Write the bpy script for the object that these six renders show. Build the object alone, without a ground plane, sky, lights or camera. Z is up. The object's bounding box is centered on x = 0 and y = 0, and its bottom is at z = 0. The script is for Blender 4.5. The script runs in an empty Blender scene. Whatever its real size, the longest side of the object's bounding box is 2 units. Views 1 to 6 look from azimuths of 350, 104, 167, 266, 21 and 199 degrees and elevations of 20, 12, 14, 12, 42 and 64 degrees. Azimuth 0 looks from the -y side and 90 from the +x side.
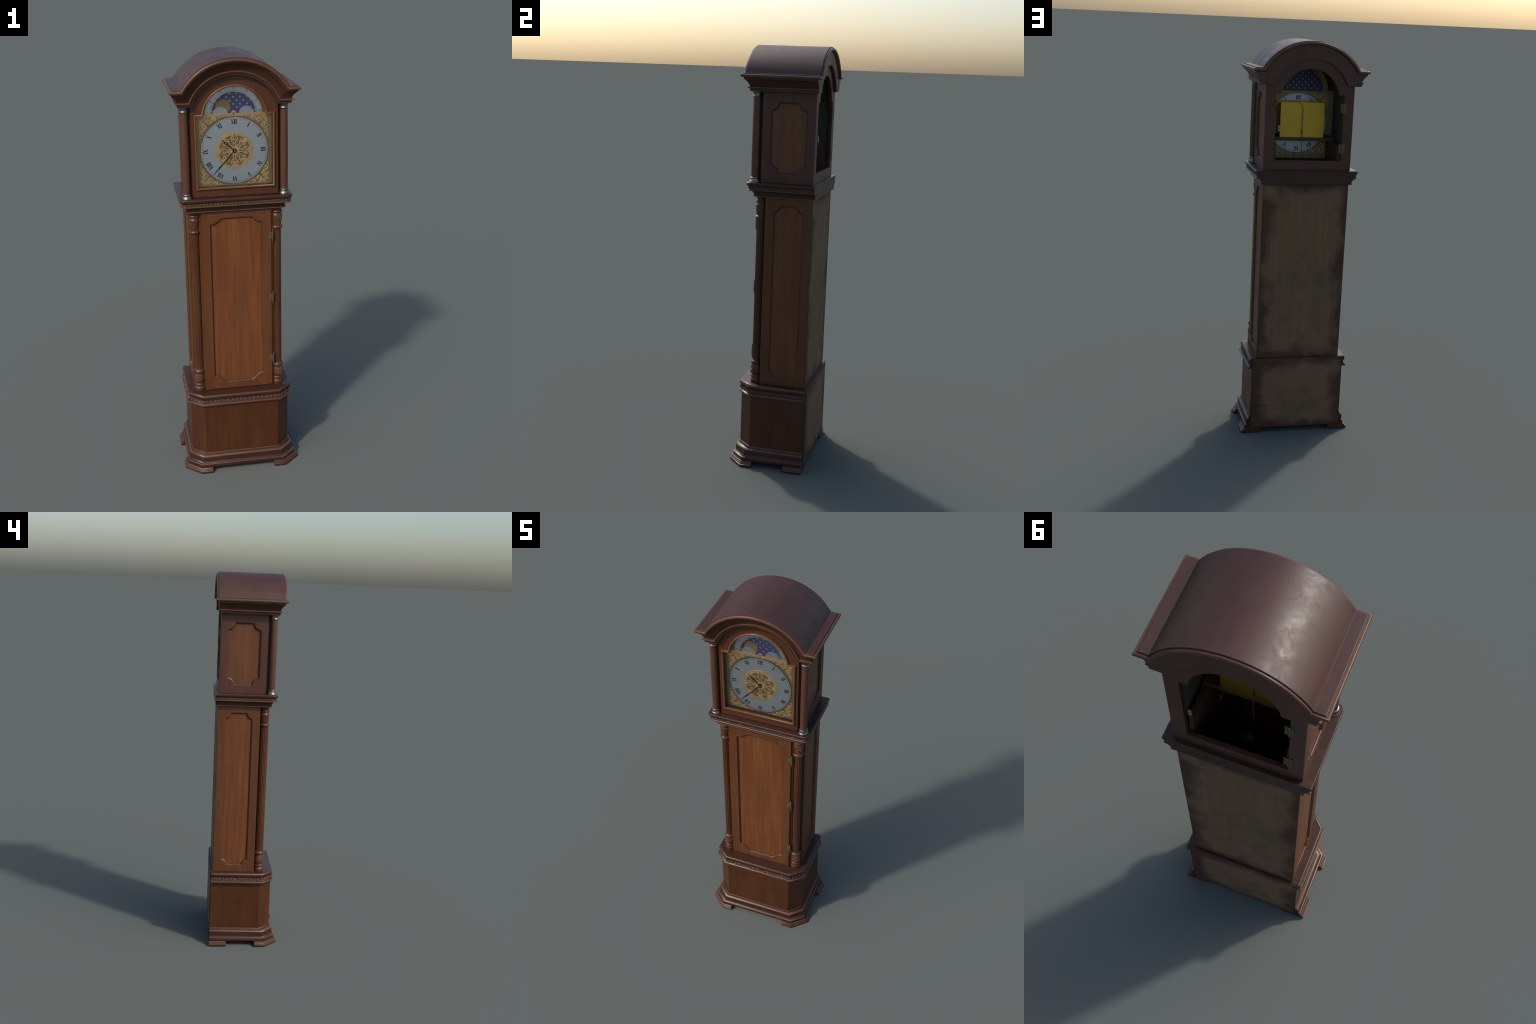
# A tall longcase clock with an arched hood, built part by part in metres, z up.
import bpy, bmesh, math
from math import sin, cos, pi, sqrt, radians, atan2
from mathutils import Vector
from mathutils.geometry import tessellate_polygon
import random
rng = random.Random(7)

# ------------------------------------------------------------------ helpers
COL = bpy.context.scene.collection
THING = bpy.data.objects.new("longcase_clock", None)
COL.objects.link(THING)
THING["label"] = "tall brown wooden longcase clock with arched hood and moon dial"
THING["category"] = "grandfather clock"


def finish(name, verts, faces, mats, parent=None, angle=35, bands=None, kind=None, smooth=True):
    me = bpy.data.meshes.new(name)
    me.from_pydata([tuple(v) for v in verts], [], faces)
    if not isinstance(mats, (list, tuple)):
        mats = [mats]
    for m in mats:
        me.materials.append(m)
    if bands:
        for p, b in zip(me.polygons, bands):
            p.material_index = b
    bm = bmesh.new()
    bm.from_mesh(me)
    bmesh.ops.recalc_face_normals(bm, faces=bm.faces)
    bm.to_mesh(me)
    bm.free()
    if smooth:
        me.shade_smooth()
        me.set_sharp_from_angle(angle=radians(angle))
    ob = bpy.data.objects.new(name, me)
    COL.objects.link(ob)
    if smooth:
        wn = ob.modifiers.new("even_shading", "WEIGHTED_NORMAL")
        wn.mode, wn.weight, wn.keep_sharp = "FACE_AREA", 80, True
    ob.parent = parent or THING
    if kind:
        ob["kind"] = kind
    return ob


class Build:
    """Collects pieces of geometry that become one mesh."""
    def __init__(self):
        self.v, self.f, self.b = [], [], []

    def add(self, verts, faces, band=0):
        n = len(self.v)
        self.v += [tuple(p) for p in verts]
        for f in faces:
            self.f.append([i + n for i in f])
            self.b.append(band)

    def done(self, name, mats, parent=None, angle=35, kind=None):
        return finish(name, self.v, self.f, mats, parent, angle, self.b, kind)


def signed_area(p):
    return sum(p[i][0] * p[(i + 1) % len(p)][1] - p[(i + 1) % len(p)][0] * p[i][1] for i in range(len(p))) / 2


def inset(poly, d):
    """Moves every edge of a closed outline by d to its left (into the material)."""
    n, out = len(poly), []
    for i in range(n):
        a, b, c = poly[i - 1], poly[i], poly[(i + 1) % n]
        e1 = Vector((b[0] - a[0], b[1] - a[1])).normalized()
        e2 = Vector((c[0] - b[0], c[1] - b[1])).normalized()
        n1, n2 = Vector((-e1.y, e1.x)), Vector((-e2.y, e2.x))
        m = n1 + n2
        k = m.length_squared
        m = m * (2 / k) if k > 0.15 else n1
        out.append((b[0] + m.x * d, b[1] + m.y * d))
    return out


FRONT = lambda u, v, w: (u, w, v)      # outline in x,z ; depth along y
SIDE = lambda u, v, w: (w, u, v)       # outline in y,z ; depth along x
PLAN = lambda u, v, w: (u, v, w)       # outline in x,y ; depth along z


def plate(B, outlines, w0, w1, space=FRONT, bevel=0.0, band=0, both=False):
    """A slab with holes: first outline outside, the rest holes; w1 is the show face, its arris rounded."""
    loops = []
    for i, o in enumerate(outlines):
        o = list(o)
        if (signed_area(o) < 0) == (i == 0):
            o.reverse()
        loops.append(o)
    s = 1 if w1 > w0 else -1
    lev = [(0, w0), (0, w1)]
    if bevel:
        lev = [(0, w1 - s * bevel), (bevel * .3, w1 - s * bevel * .3), (bevel, w1)]
        lev = ([(bevel, w0), (bevel * .3, w0 + s * bevel * .3), (0, w0 + s * bevel)] if both else [(0, w0)]) + lev
    verts, faces, starts = [], [], []
    for d, w in lev:
        st = []
        for o in loops:
            st.append(len(verts))
            verts += [space(u, v, w) for u, v in (inset(o, d) if d else o)]
        starts.append(st)
    for a, b in zip(starts, starts[1:]):
        for k, o in enumerate(loops):
            n = len(o)
            for i in range(n):
                j = (i + 1) % n
                faces.append((a[k] + i, a[k] + j, b[k] + j, b[k] + i))
    for li in (0, -1):
        d = lev[li][0]
        flat = [[Vector((u, v, 0)) for u, v in (inset(o, d) if d else o)] for o in loops]
        index = [starts[li][k] + i for k, o in enumerate(loops) for i in range(len(o))]
        for t in tessellate_polygon(flat):
            faces.append([index[i] for i in t])
    B.add(verts, faces, band)


def slab(name, outlines, w0, w1, mat, space=FRONT, bevel=0.0, parent=None, both=False, angle=35):
    B = Build()
    plate(B, outlines, w0, w1, space, bevel, both=both)
    return B.done(name, mat, parent, angle)


def loft(B, loops, closed_levels=False, closed_loop=True, cap0=False, cap1=False, bands=None, plain_seam=False):
    n, m = len(loops[0]), len(loops)
    verts = [p for L in loops for p in L]
    per = {}
    for i in range(m if closed_levels else m - 1):
        k = (i + 1) % m
        fs = per.setdefault(bands[i] if bands else 0, [])
        for j in range(n if closed_loop else n - 1):
            l = (j + 1) % n
            (per.setdefault(0, []) if plain_seam and l == 0 else fs).append((i * n + j, i * n + l, k * n + l, k * n + j))
    base = per.setdefault(0, [])
    if cap0:
        base.append(tuple(range(n)))
    if cap1:
        base.append(tuple(range((m - 1) * n, m * n)))
    start = len(B.v)
    B.v += [tuple(p) for p in verts]
    for b, fs in per.items():
        for f in fs:
            B.f.append([i + start for i in f])
            B.b.append(b)


def lathe(B, profile, cx, cy, rx=1.0, ry=1.0, segs=40, band=None, flute=0, depth=0.0, caps=True):
    loops = []
    for r, z in profile:
        L = []
        for s in range(segs):
            a = 2 * pi * s / segs
            q = r - (depth * max(0.0, cos(flute * a)) ** .8 if flute else 0)
            L.append((cx + q * rx * cos(a), cy + q * ry * sin(a), z))
        loops.append(L)
    loft(B, loops, cap0=caps, cap1=caps, bands=[band or 0] * len(profile))


def smooth_profile(ctrl, step=5):
    """Catmull-Rom through control points (r, z); a point given twice stays a sharp corner."""
    out = []
    n = len(ctrl)
    for i in range(n - 1):
        p0, p1, p2, p3 = ctrl[max(i - 1, 0)], ctrl[i], ctrl[i + 1], ctrl[min(i + 2, n - 1)]
        if p1 == p2:
            continue
        for t in [k / step for k in range(step)]:
            out.append(tuple(.5 * ((2 * p1[a]) + (-p0[a] + p2[a]) * t + (2 * p0[a] - 5 * p1[a] + 4 * p2[a] - p3[a]) * t * t
                                   + (-p0[a] + 3 * p1[a] - 3 * p2[a] + p3[a]) * t ** 3) for a in (0, 1)))
    out.append(ctrl[-1])
    return out


def relief(B, path, width, height, surf, band=0):
    """A raised rounded stroke on a surface. path: (u,v) list; width/height: functions of 0..1; surf(u,v)->(point, normal, du, dv)."""
    n = len(path)
    loops = []
    for i, (u, v) in enumerate(path):
        a, b = path[max(i - 1, 0)], path[min(i + 1, n - 1)]
        tx, ty = b[0] - a[0], b[1] - a[1]
        l = math.hypot(tx, ty) or 1
        sx, sy = -ty / l, tx / l
        t = i / (n - 1)
        w, h = width(t), height(t)
        L = []
        for c, k in ((-1, -.3), (-.75, .55), (-.25, 1), (.25, 1), (.75, .55), (1, -.3)):
            p, nn = surf(u + sx * w * c, v + sy * w * c)
            L.append(Vector(p) + Vector(nn) * h * k)
        loops.append(L)
    loft(B, loops, cap0=True, cap1=True, bands=[band] * n)


def spiral(cx, cy, r0, r1, a0, a1, n=22):
    return [(cx + (r0 + (r1 - r0) * t) * cos(a0 + (a1 - a0) * t), cy + (r0 + (r1 - r0) * t) * sin(a0 + (a1 - a0) * t)) for t in [i / (n - 1) for i in range(n)]]


def bezier(p0, p1, p2, p3, n=10):
    return [tuple((1 - t) ** 3 * p0[a] + 3 * (1 - t) ** 2 * t * p1[a] + 3 * (1 - t) * t * t * p2[a] + t ** 3 * p3[a] for a in (0, 1)) for t in [i / (n - 1) for i in range(n)]]


def flat_surface(y):
    return lambda u, v: ((u, y, v), (0, -1, 0))


def arc(cx, cz, r, a0, a1, n):
    return [(cx + r * cos(a0 + (a1 - a0) * i / n), cz + r * sin(a0 + (a1 - a0) * i / n)) for i in range(n + 1)]


def circle(cx, cz, r, n=64):
    return arc(cx, cz, r, 0, 2 * pi, n)[:-1]


def rect(x0, z0, x1, z1):
    return [(x0, z0), (x1, z0), (x1, z1), (x0, z1)]


def rounded(x0, z0, x1, z1, r, n=5):
    return (arc(x1 - r, z1 - r, r, 0, pi / 2, n) + arc(x0 + r, z1 - r, r, pi / 2, pi, n)
            + arc(x0 + r, z0 + r, r, pi, 1.5 * pi, n) + arc(x1 - r, z0 + r, r, 1.5 * pi, 2 * pi, n))


def box(B, x0, y0, z0, x1, y1, z1, band=0, bevel=0.0):
    plate(B, [rect(x0, z0, x1, z1)], y1, y0, FRONT, bevel, band)


def rod(B, a, b, r, segs=10, band=0):
    a, b = Vector(a), Vector(b)
    d = (b - a).normalized()
    s = d.orthogonal().normalized()
    t = d.cross(s)
    loft(B, [[p + (s * cos(2 * pi * i / segs) + t * sin(2 * pi * i / segs)) * r for i in range(segs)] for p in (a, b)], cap0=True, cap1=True, bands=[band, band])


# ---------------------------------------------------------------- materials
class Nodes:
    def __init__(self, name):
        self.m = bpy.data.materials.new(name)
        self.m.use_nodes = True
        self.t = self.m.node_tree
        self.b = self.t.nodes["Principled BSDF"]
        self.co = self.t.nodes.new("ShaderNodeTexCoord").outputs["Object"]

    def n(self, kind, **k):
        x = self.t.nodes.new(kind)
        for a, v in k.items():
            setattr(x, a, v)
        return x

    def link(self, a, b):
        self.t.links.new(a, b)

    def noise(self, scale, size=1.0, detail=4, rough=.55, distort=0.0):
        mp = self.n("ShaderNodeMapping")
        mp.inputs["Scale"].default_value = scale
        self.link(self.co, mp.inputs[0])
        x = self.n("ShaderNodeTexNoise")
        x.inputs["Scale"].default_value = size
        x.inputs["Detail"].default_value = detail
        x.inputs["Roughness"].default_value = rough
        x.inputs["Distortion"].default_value = distort
        self.link(mp.outputs[0], x.inputs["Vector"])
        return x.outputs["Fac"]

    def ramp(self, fac, stops):
        x = self.n("ShaderNodeValToRGB")
        e = x.color_ramp.elements
        while len(e) < len(stops):
            e.new(.5)
        for el, (p, c) in zip(e, stops):
            el.position = p
            el.color = (*c, 1) if len(c) == 3 else c
        self.link(fac, x.inputs[0])
        return x.outputs["Color"]

    def mix(self, fac, a, b, mode="MIX"):
        x = self.n("ShaderNodeMix", data_type="RGBA", blend_type=mode)
        for s, v in ((x.inputs["Factor"], fac), (x.inputs["A"], a), (x.inputs["B"], b)):
            if hasattr(v, "links"):
                self.link(v, s)
            else:
                s.default_value = v if isinstance(v, (int, float)) else (*v, 1)
        return x.outputs["Result"]

    def math(self, op, a, b=0.0, clamp=False):
        x = self.n("ShaderNodeMath", operation=op, use_clamp=clamp)
        for s, v in zip(x.inputs, (a, b)):
            if hasattr(v, "links"):
                self.link(v, s)
            else:
                s.default_value = v
        return x.outputs[0]

    def maprange(self, v, a, b, c=0.0, d=1.0):
        x = self.n("ShaderNodeMapRange")
        self.link(v, x.inputs[0])
        for i, k in enumerate((a, b, c, d)):
            x.inputs[i + 1].default_value = k
        return x.outputs[0]

    def bump(self, h, strength, dist=.001, bevel=0.0):
        x = self.n("ShaderNodeBump")
        x.inputs["Strength"].default_value = strength
        x.inputs["Distance"].default_value = dist
        self.link(h, x.inputs["Height"])
        if bevel:
            e = self.n("ShaderNodeBevel", samples=4)
            e.inputs["Radius"].default_value = bevel
            self.link(e.outputs[0], x.inputs["Normal"])
        self.link(x.outputs[0], self.b.inputs["Normal"])

    def set(self, **k):
        for a, v in k.items():
            s = self.b.inputs[a.replace("_", " ")]
            if hasattr(v, "links"):
                self.link(v, s)
            else:
                s.default_value = v if isinstance(v, (int, float)) else (*v, 1)
        return self.m


def scaled(c, k):
    return tuple(x * k for x in c)


def wood(name, base, red=None, grain="z", rough=.42, contrast=1.0, coat=.0, bevel=.0012, blotch=.6, spec=.5, patchy=.08):
    """Polished mahogany: long streaks along the grain, slow reddish and brown clouds, dark pores."""
    M = Nodes(name)
    ax = {"x": (3, 42, 42), "y": (42, 3, 42), "z": (42, 42, 3)}[grain]
    bx = {"x": (2, 9, 9), "y": (9, 2, 9), "z": (9, 9, 2)}[grain]
    px = {"x": (14, 320, 320), "y": (320, 14, 320), "z": (320, 320, 14)}[grain]
    streak = M.noise(ax, 1.0, 6, .62, .25)
    cloud = M.noise(bx, 1.0, 3, .55, .3)
    pores = M.noise(px, 1.0, 2, .5)
    red = red or (base[0] * .92, base[1] * .66, base[2] * .8)
    k = .30 * contrast
    col = M.ramp(streak, [(.28, scaled(base, 1 - k)), (.52, base), (.74, scaled(base, 1 + k))])
    col = M.mix(M.maprange(cloud, .42, .66, 0, blotch), col, red)
    col = M.mix(M.maprange(pores, .56, .74, 0, .28 * contrast), col, scaled(base, .45))
    r = M.maprange(M.noise((16, 16, 16), 1.0, 6, .65, .9), .32, .68, rough - patchy, rough + patchy)
    M.bump(streak, .16, .0012, bevel)
    return M.set(Base_Color=col, Roughness=r, Coat_Weight=coat, Coat_Roughness=.25, Specular_IOR_Level=spec)


def plain(name, base, rough=.5, metal=0.0, vary=.15, scale=60, bump=0.0, bevel=.0006, spec=.5):
    M = Nodes(name)
    f = M.noise((scale,) * 3, 1.0, 5, .6)
    col = M.ramp(f, [(.3, scaled(base, 1 - vary)), (.7, scaled(base, 1 + vary))])
    M.bump(f, bump or .02, .0006, bevel)
    return M.set(Base_Color=col, Roughness=rough, Metallic=metal, Specular_IOR_Level=spec)


def back_board(name, z0, z1, half, grain):
    """Unpolished back board: grey-brown in the middle, dark red-brown stain running in raggedly from the edges, a few mould blots."""
    M = Nodes(name)
    sep = M.n("ShaderNodeSeparateXYZ")
    M.link(M.co, sep.inputs[0])
    dx = M.math("SUBTRACT", half, M.math("ABSOLUTE", sep.outputs["X"]))
    dz = M.math("MINIMUM", M.math("SUBTRACT", sep.outputs["Z"], z0), M.math("SUBTRACT", z1, sep.outputs["Z"]))
    d = M.math("MINIMUM", dx, dz)
    ragged = M.noise((8, 8, 8), 1.0, 4, .55, .4)
    d = M.math("ADD", d, M.math("MULTIPLY", M.math("SUBTRACT", ragged, .5), .20))
    mask = M.maprange(d, .010, .068)
    fibre = M.noise((70, 70, 4) if grain == "z" else (4, 70, 70), 1.0, 6, .65, .2)
    grey = M.ramp(fibre, [(.25, (.146, .083, .040)), (.75, (.196, .117, .060))])
    clouds = M.noise((9, 9, 6), 1.0, 5, .6, .8)
    grey = M.mix(M.maprange(clouds, .5, .72, 0, .75), grey, (.098, .070, .043))
    dark = M.ramp(fibre, [(.3, (.060, .028, .015)), (.7, (.082, .039, .022))])
    M.bump(fibre, .25, .001, .001)
    return M.set(Base_Color=M.mix(mask, dark, grey), Roughness=.72, Specular_IOR_Level=.3)


W_DOOR = wood("door_panel_wood", (.140, .048, .0140), (.122, .031, .0095), spec=.4)
W_HPANEL = wood("hood_panel_wood", (.128, .0460, .0150), (.112, .0310, .0100), spec=.4)
W_FRAME = wood("door_frame_wood", (.106, .037, .0115), (.096, .027, .0090), contrast=.7, spec=.4)
W_BASE = wood("base_panel_wood", (.068, .0230, .0066), (.056, .0145, .0050), contrast=.9, spec=.35)
W_HOOD = wood("hood_wood", (.066, .0235, .0095), (.078, .0200, .0078), contrast=.7, spec=.4)
W_SIDE = wood("hood_side_wood", (.079, .0315, .0168), contrast=.7, spec=.42)
W_MOULD = wood("moulding_wood", (.043, .0160, .0078), grain="x", rough=.40, contrast=.8, spec=.45)
W_MOULD_Y = wood("moulding_side_wood", (.043, .0160, .0078), grain="y", rough=.40, contrast=.8, spec=.45)
W_EDGE = wood("worn_edge_wood", (.105, .0430, .0185), (.088, .033, .0150), grain="x", rough=.40, contrast=1.0)
W_BEAD = wood("frame_bead_wood", (.148, .0600, .0220), (.130, .048, .0175), rough=.40, contrast=.6)
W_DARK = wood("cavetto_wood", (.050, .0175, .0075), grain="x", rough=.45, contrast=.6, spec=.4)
W_ROOF = wood("roof_wood", (.060, .0240, .0160), (.052, .0165, .0115), grain="y", rough=.48, contrast=.6, blotch=.8, patchy=.09)
W_COL = wood("column_wood", (.082, .0315, .0115), rough=.40, contrast=.6, spec=.4)
W_CARVE = wood("carving_wood", (.125, .056, .0280), rough=.42, contrast=1.0)
W_GROUND = wood("carving_ground_wood", (.040, .0175, .0115), grain="x", rough=.5, contrast=.8)
W_GROOVE_SHADE = wood("groove_painted_shade", (.030, .0120, .0060), rough=.5, contrast=.6, spec=.3)  # near-black brown paints the soft occlusion shadow around the sunk panels
W_INLAY = plain("rosette_inlay_wood", (.165, .070, .032), .45)
W_INSIDE = wood("inside_wood", (.078, .029, .0160), rough=.6, contrast=.6)
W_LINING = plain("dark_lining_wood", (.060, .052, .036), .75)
STEEL = plain("polished_steel", (.235, .220, .195), .38, 1.0, .12, 40)
BRASS_DARK = plain("dull_brass", (.350, .262, .130), .54, 1.0, .18, 90, .15)
BRASS = plain("bright_brass", (.600, .430, .222), .62, 1.0, .10, 60)
BRASS_AGED = plain("aged_brass_hinge", (.135, .112, .062), .45, .6, .45, 160, .2)
BRONZE = plain("dull_bronze", (.105, .078, .045), .5, .4, .3, 160, .2)
SILVER = plain("silvered_dial", (.560, .605, .650), .48, 1.0, .03, 30)
INK = plain("black_ink", (.008, .008, .009), .5)
INK_SOFT = plain("grey_ink", (.055, .060, .066), .5)
BLUED = plain("blued_steel_hand", (.010, .011, .014), .35, .3)
NIGHT = plain("night_blue_paint", (.034, .042, .128), .5, 0, .10, 25)
STAR = plain("pale_gold_leaf", (.400, .370, .250), .55, .7)
MOON = plain("moon_paint", (.190, .122, .060), .55, 0, .38, 95)
GLOBE = plain("silver_globe_paint", (.520, .560, .610), .50, 1.0, .04)
GLASS = Nodes("window_glass").set(Base_Color=(1, 1, 1), Roughness=.0, Transmission_Weight=1.0, IOR=1.3)
YELLOW = plain("yellow_brass_plate", (.560, .365, .055), .42, 1.0, .03, 20)
LEAD = plain("blue_grey_weight", (.022, .030, .046), .6, .2)
BACK_TRUNK = back_board("trunk_back_board_wood", .411, 1.311, .217, "z")
BACK_BASE = back_board("base_back_board_wood", .027, .406, .2345, "x")

# ------------------------------------------------- plinth, base and its feet
BX, BY, BC1, BC2 = .2385, .1515, .1770, .0890     # base: half width, front, where the cut corners start


# how far the front, and the two ends of the cut corner, have grown when the side has grown by the first number
GROW = [(-.010, .1450, .1750, .0850), (.0, .1515, .1770, .0890), (.0150, .1657, .1885, .1070), (.0168, .1688, .1930, .1100), (.0210, .1750, .1985, .1160),
        (.0250, .1778, .2030, .1205), (.0330, .1860, .2060, .1215), (.0370, .1902, .2075, .1222), (.0460, .1935, .2090, .1232)]


def ahead(X):
    o = X - BX
    for a, b in zip(GROW, GROW[1:]):
        if o <= b[0]:
            break
    t = (o - a[0]) / (b[0] - a[0])
    return tuple(a[k] + (b[k] - a[k]) * t for k in (1, 2, 3))


def base_loop(X, z, yb, fy=None):
    o = X - BX
    Y, c1, c2 = (BY + fy * o, BC1 + .70 * o, BC2 + .78 * o) if fy else ahead(X)
    return [(-X, yb, z), (-X, -c2, z), (-c1, -Y, z), (c1, -Y, z), (X, -c2, z), (X, yb, z)]


B = Build()
loft(B, [base_loop(BX, z, .177) for z in (.080, .365)], cap0=True, cap1=True)
B.done("base_cabinet", W_BASE)

prof = [(.0245, .2625), (.0255, .2645), (.0385, .2645), (.0402, .2635), (.0412, .2595), (.0440, .2572), (.0480, .2556), (.0530, .2552),
        (.0705, .2555), (.0755, .2545), (.0795, .2515), (.0818, .2475), (.0826, .2450), (.0860, .2440), (.0875, .2432),
        (.0905, .2438), (.0930, .2425), (.0945, .2380)]
bands = [1, 0, 1, 1, 0, 0, 0, 0, 0, 1, 1, 0, 0, 0, 1, 1, 0]
B = Build()
loft(B, [base_loop(x, z, .1768) for z, x in prof], cap0=True, cap1=True, bands=bands, plain_seam=True)
B.done("plinth_moulding", [W_MOULD, W_EDGE], angle=40)

FOOT = [(.0000, .2815), (.0012, .2830), (.0080, .2834), (.0095, .2826), (.0106, .2790), (.0125, .2772), (.0150, .2764), (.0162, .2742),
        (.0185, .2728), (.0215, .2716), (.0236, .2698), (.0243, .2675)]
FB = [0, 0, 1, 1, 0, 0, 1, 0, 0, 1, 1]


for sx in (1, -1):
    B = Build()
    L = []
    for z, X in FOOT:
        Y, c1, c2 = ahead(X)
        L.append([(sx * a, b, z) for a, b in ((.153, -Y), (c1, -Y), (X, -c2), (X, -.0680), (.245, -.0680), (.245, -.108), (.192, -.158), (.153, -.158))])
    loft(B, L, cap0=True, cap1=True, bands=FB)
    B.done("foot", [W_MOULD, W_EDGE])
    B = Build()
    L = [[(sx * a, b, z) for a, b in ((X, .0868), (X, .1795), (.179, .1795), (.179, .150), (.250, .150), (.250, .0868))] for z, X in FOOT]
    loft(B, L, cap0=True, cap1=True, bands=FB)
    B.done("foot", [W_MOULD_Y, W_EDGE])

# moulding on top of the base, with its carved frieze
prof = [(.3528, .2370), (.3528, .2568), (.3537, .2574), (.3580, .2576), (.3602, .2566), (.3618, .2545), (.3635, .2505), (.3660, .2488), (.3745, .2466),
        (.3800, .2458), (.3825, .2462), (.3850, .2484), (.3885, .2508), (.3930, .2516), (.3980, .2512), (.4030, .2494), (.4062, .2466), (.4080, .2420), (.4080, .1500)]
bands = [0, 1, 1, 1, 1, 0, 2, 2, 2, 2, 0, 0, 0, 0, 1, 0, 0, 0]
B = Build()
loops = [base_loop(x, z, .1766, .65) for z, x in prof]
loft(B, loops, cap0=True, cap1=True, bands=bands, plain_seam=True)
B.done("base_moulding", [W_MOULD, W_EDGE, W_GROUND], angle=40)


def band_surface(lo, hi):
    """Coordinates along a moulding: u runs along the path in metres, v from the lower to the upper line."""
    seg = [((Vector(lo[i + 1]) - Vector(lo[i])).length + (Vector(hi[i + 1]) - Vector(hi[i])).length) / 2 for i in range(len(lo) - 1)]
    cum = [0]
    for s in seg:
        cum.append(cum[-1] + s)

    def at(u, v):
        u = min(max(u, 1e-6), cum[-1] - 1e-6)
        i = max(k for k in range(len(seg)) if cum[k] <= u)
        t = (u - cum[i]) / seg[i]
        a = Vector(lo[i]).lerp(Vector(lo[i + 1]), t)
        b = Vector(hi[i]).lerp(Vector(hi[i + 1]), t)
        n = (Vector(lo[i + 1]) - Vector(lo[i])).cross(b - a).normalized()
        return a.lerp(b, v / HB[0]), n
    return at, cum[-1]


HB = [1.0]


def vine(B, surf, length, height, period, margin=.004, stroke=.0016, lift=.0016):
    """Running acanthus vine: a waved stem, a curling tendril in every wave, leaves between."""
    HB[0] = height
    n = max(1, round((length - 2 * margin) / period))
    p = (length - 2 * margin) / n
    A, mid = height * .26, height * .5
    fit = lambda v: min(max(v, height * .06), height * .94)
    for k in range(n):
        u0 = margin + k * p
        j = lambda s: rng.uniform(-s, s)
        relief(B, [(u0 + p * i / 16, mid + A * sin(2 * pi * i / 16)) for i in range(17)], lambda t: stroke * .7, lambda t: lift * .6, surf)
        for h, sg in ((.25, -1), (.75, 1)):
            c = u0 + p * (h - .03)
            r = height * .36
            relief(B, [(c + q[0] * 1.1, fit(mid + sg * (q[1] - height * .04))) for q in spiral(0, 0, r, r * .22, radians(195 + j(20)), radians(-170), 16)],
                   lambda t: stroke * (1.15 - .45 * t), lambda t: lift * (1.0 + .3 * t), surf)
            for da, ln, w in ((-75, .40, .8), (-30, .62, 1.0), (15, .70, 1.1), (60, .48, .9)):
                a = radians(da + j(12)) * sg
                bend = j(.5)
                b0 = (u0 + p * (h + .17), mid - sg * height * .04)
                q = [(b0[0] + cos(a + bend * t) * height * ln * t, fit(b0[1] + sin(a + bend * t) * height * ln * t)) for t in (0, .25, .5, .75, 1)]
                relief(B, q, lambda t: stroke * w * (.3 + .95 * sin(pi * min(t * .85 + .15, 1))), lambda t: lift * (.8 + .5 * sin(pi * t)), surf)
            relief(B, [(u0 + p * (h + .16), mid - sg * height * .05), (u0 + p * (h + .16) + stroke * 1.2, mid - sg * height * .05)], lambda t: stroke * 1.1, lambda t: lift * 1.3, surf)


B = Build()
lo, hi = base_loop(.2503, .3640, .1766, .65), base_loop(.2463, .3820, .1766, .65)
s, ln = band_surface(lo, hi)
vine(B, s, ln, .0178, .082, stroke=.0023, lift=.0030)
B.done("carved_vine", W_CARVE, kind="stuff")

slab("back_board", [rect(-.2342, .0270, .2342, .4062)], .172, .1812, BACK_BASE, bevel=.0012)
B = Build()
for x, z in [(sx * .226, z) for sx in (1, -1) for z in (.040, .165, .285, .395)]:
    plate(B, [circle(x, z, .0016, 8)], .180, .1818)
for x, z in [(sx * .206, z) for sx in (1, -1) for z in (.43, .60, .78, .96, 1.14, 1.30)]:
    plate(B, [circle(x, z, .0016, 8)], .1684, .1701)
B.done("nail", BRASS_AGED, kind="stuff")

# ---------------------------------------------------------------- the trunk
TX = .2164                                     # trunk half width
SHOULDER = 1.312                                # underside of the waist moulding


def notched(y0, y1, z0, z1, dy, dz, n=9):
    """Panel outline whose corners are scooped out by quarter rounds."""
    def q(cy, cz, a0, a1):
        return [(cy + dy * cos(a0 + (a1 - a0) * i / n), cz + dz * sin(a0 + (a1 - a0) * i / n)) for i in range(n + 1)]
    return q(y0, z0, pi / 2, 0) + q(y1, z0, pi, pi / 2) + q(y1, z1, 1.5 * pi, pi) + q(y0, z1, 2 * pi, 1.5 * pi)


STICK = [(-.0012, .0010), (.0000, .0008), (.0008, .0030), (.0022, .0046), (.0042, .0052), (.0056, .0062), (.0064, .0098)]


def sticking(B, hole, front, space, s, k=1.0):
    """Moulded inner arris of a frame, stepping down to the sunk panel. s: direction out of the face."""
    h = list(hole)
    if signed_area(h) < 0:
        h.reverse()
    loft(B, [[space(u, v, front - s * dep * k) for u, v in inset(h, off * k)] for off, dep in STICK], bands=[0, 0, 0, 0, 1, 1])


def side_wall(name, X, y0, y1, z0, z1, hole, mat, sink, panel_mat):
    for sx in (1, -1):
        B = Build()
        plate(B, [rect(y0, z0, y1, z1), hole], sx * (X - .016), sx * X, SIDE, .0012)
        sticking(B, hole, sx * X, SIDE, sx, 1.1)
        ob = B.done(name, [mat, W_GROOVE_SHADE])
        B = Build()
        plate(B, [rect(min(p[0] for p in hole) - .004, min(p[1] for p in hole) - .004, max(p[0] for p in hole) + .004, max(p[1] for p in hole) + .004)],
              sx * (X - .0155), sx * (X - sink), SIDE)
        B.done("sunk_panel", panel_mat, ob)


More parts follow.
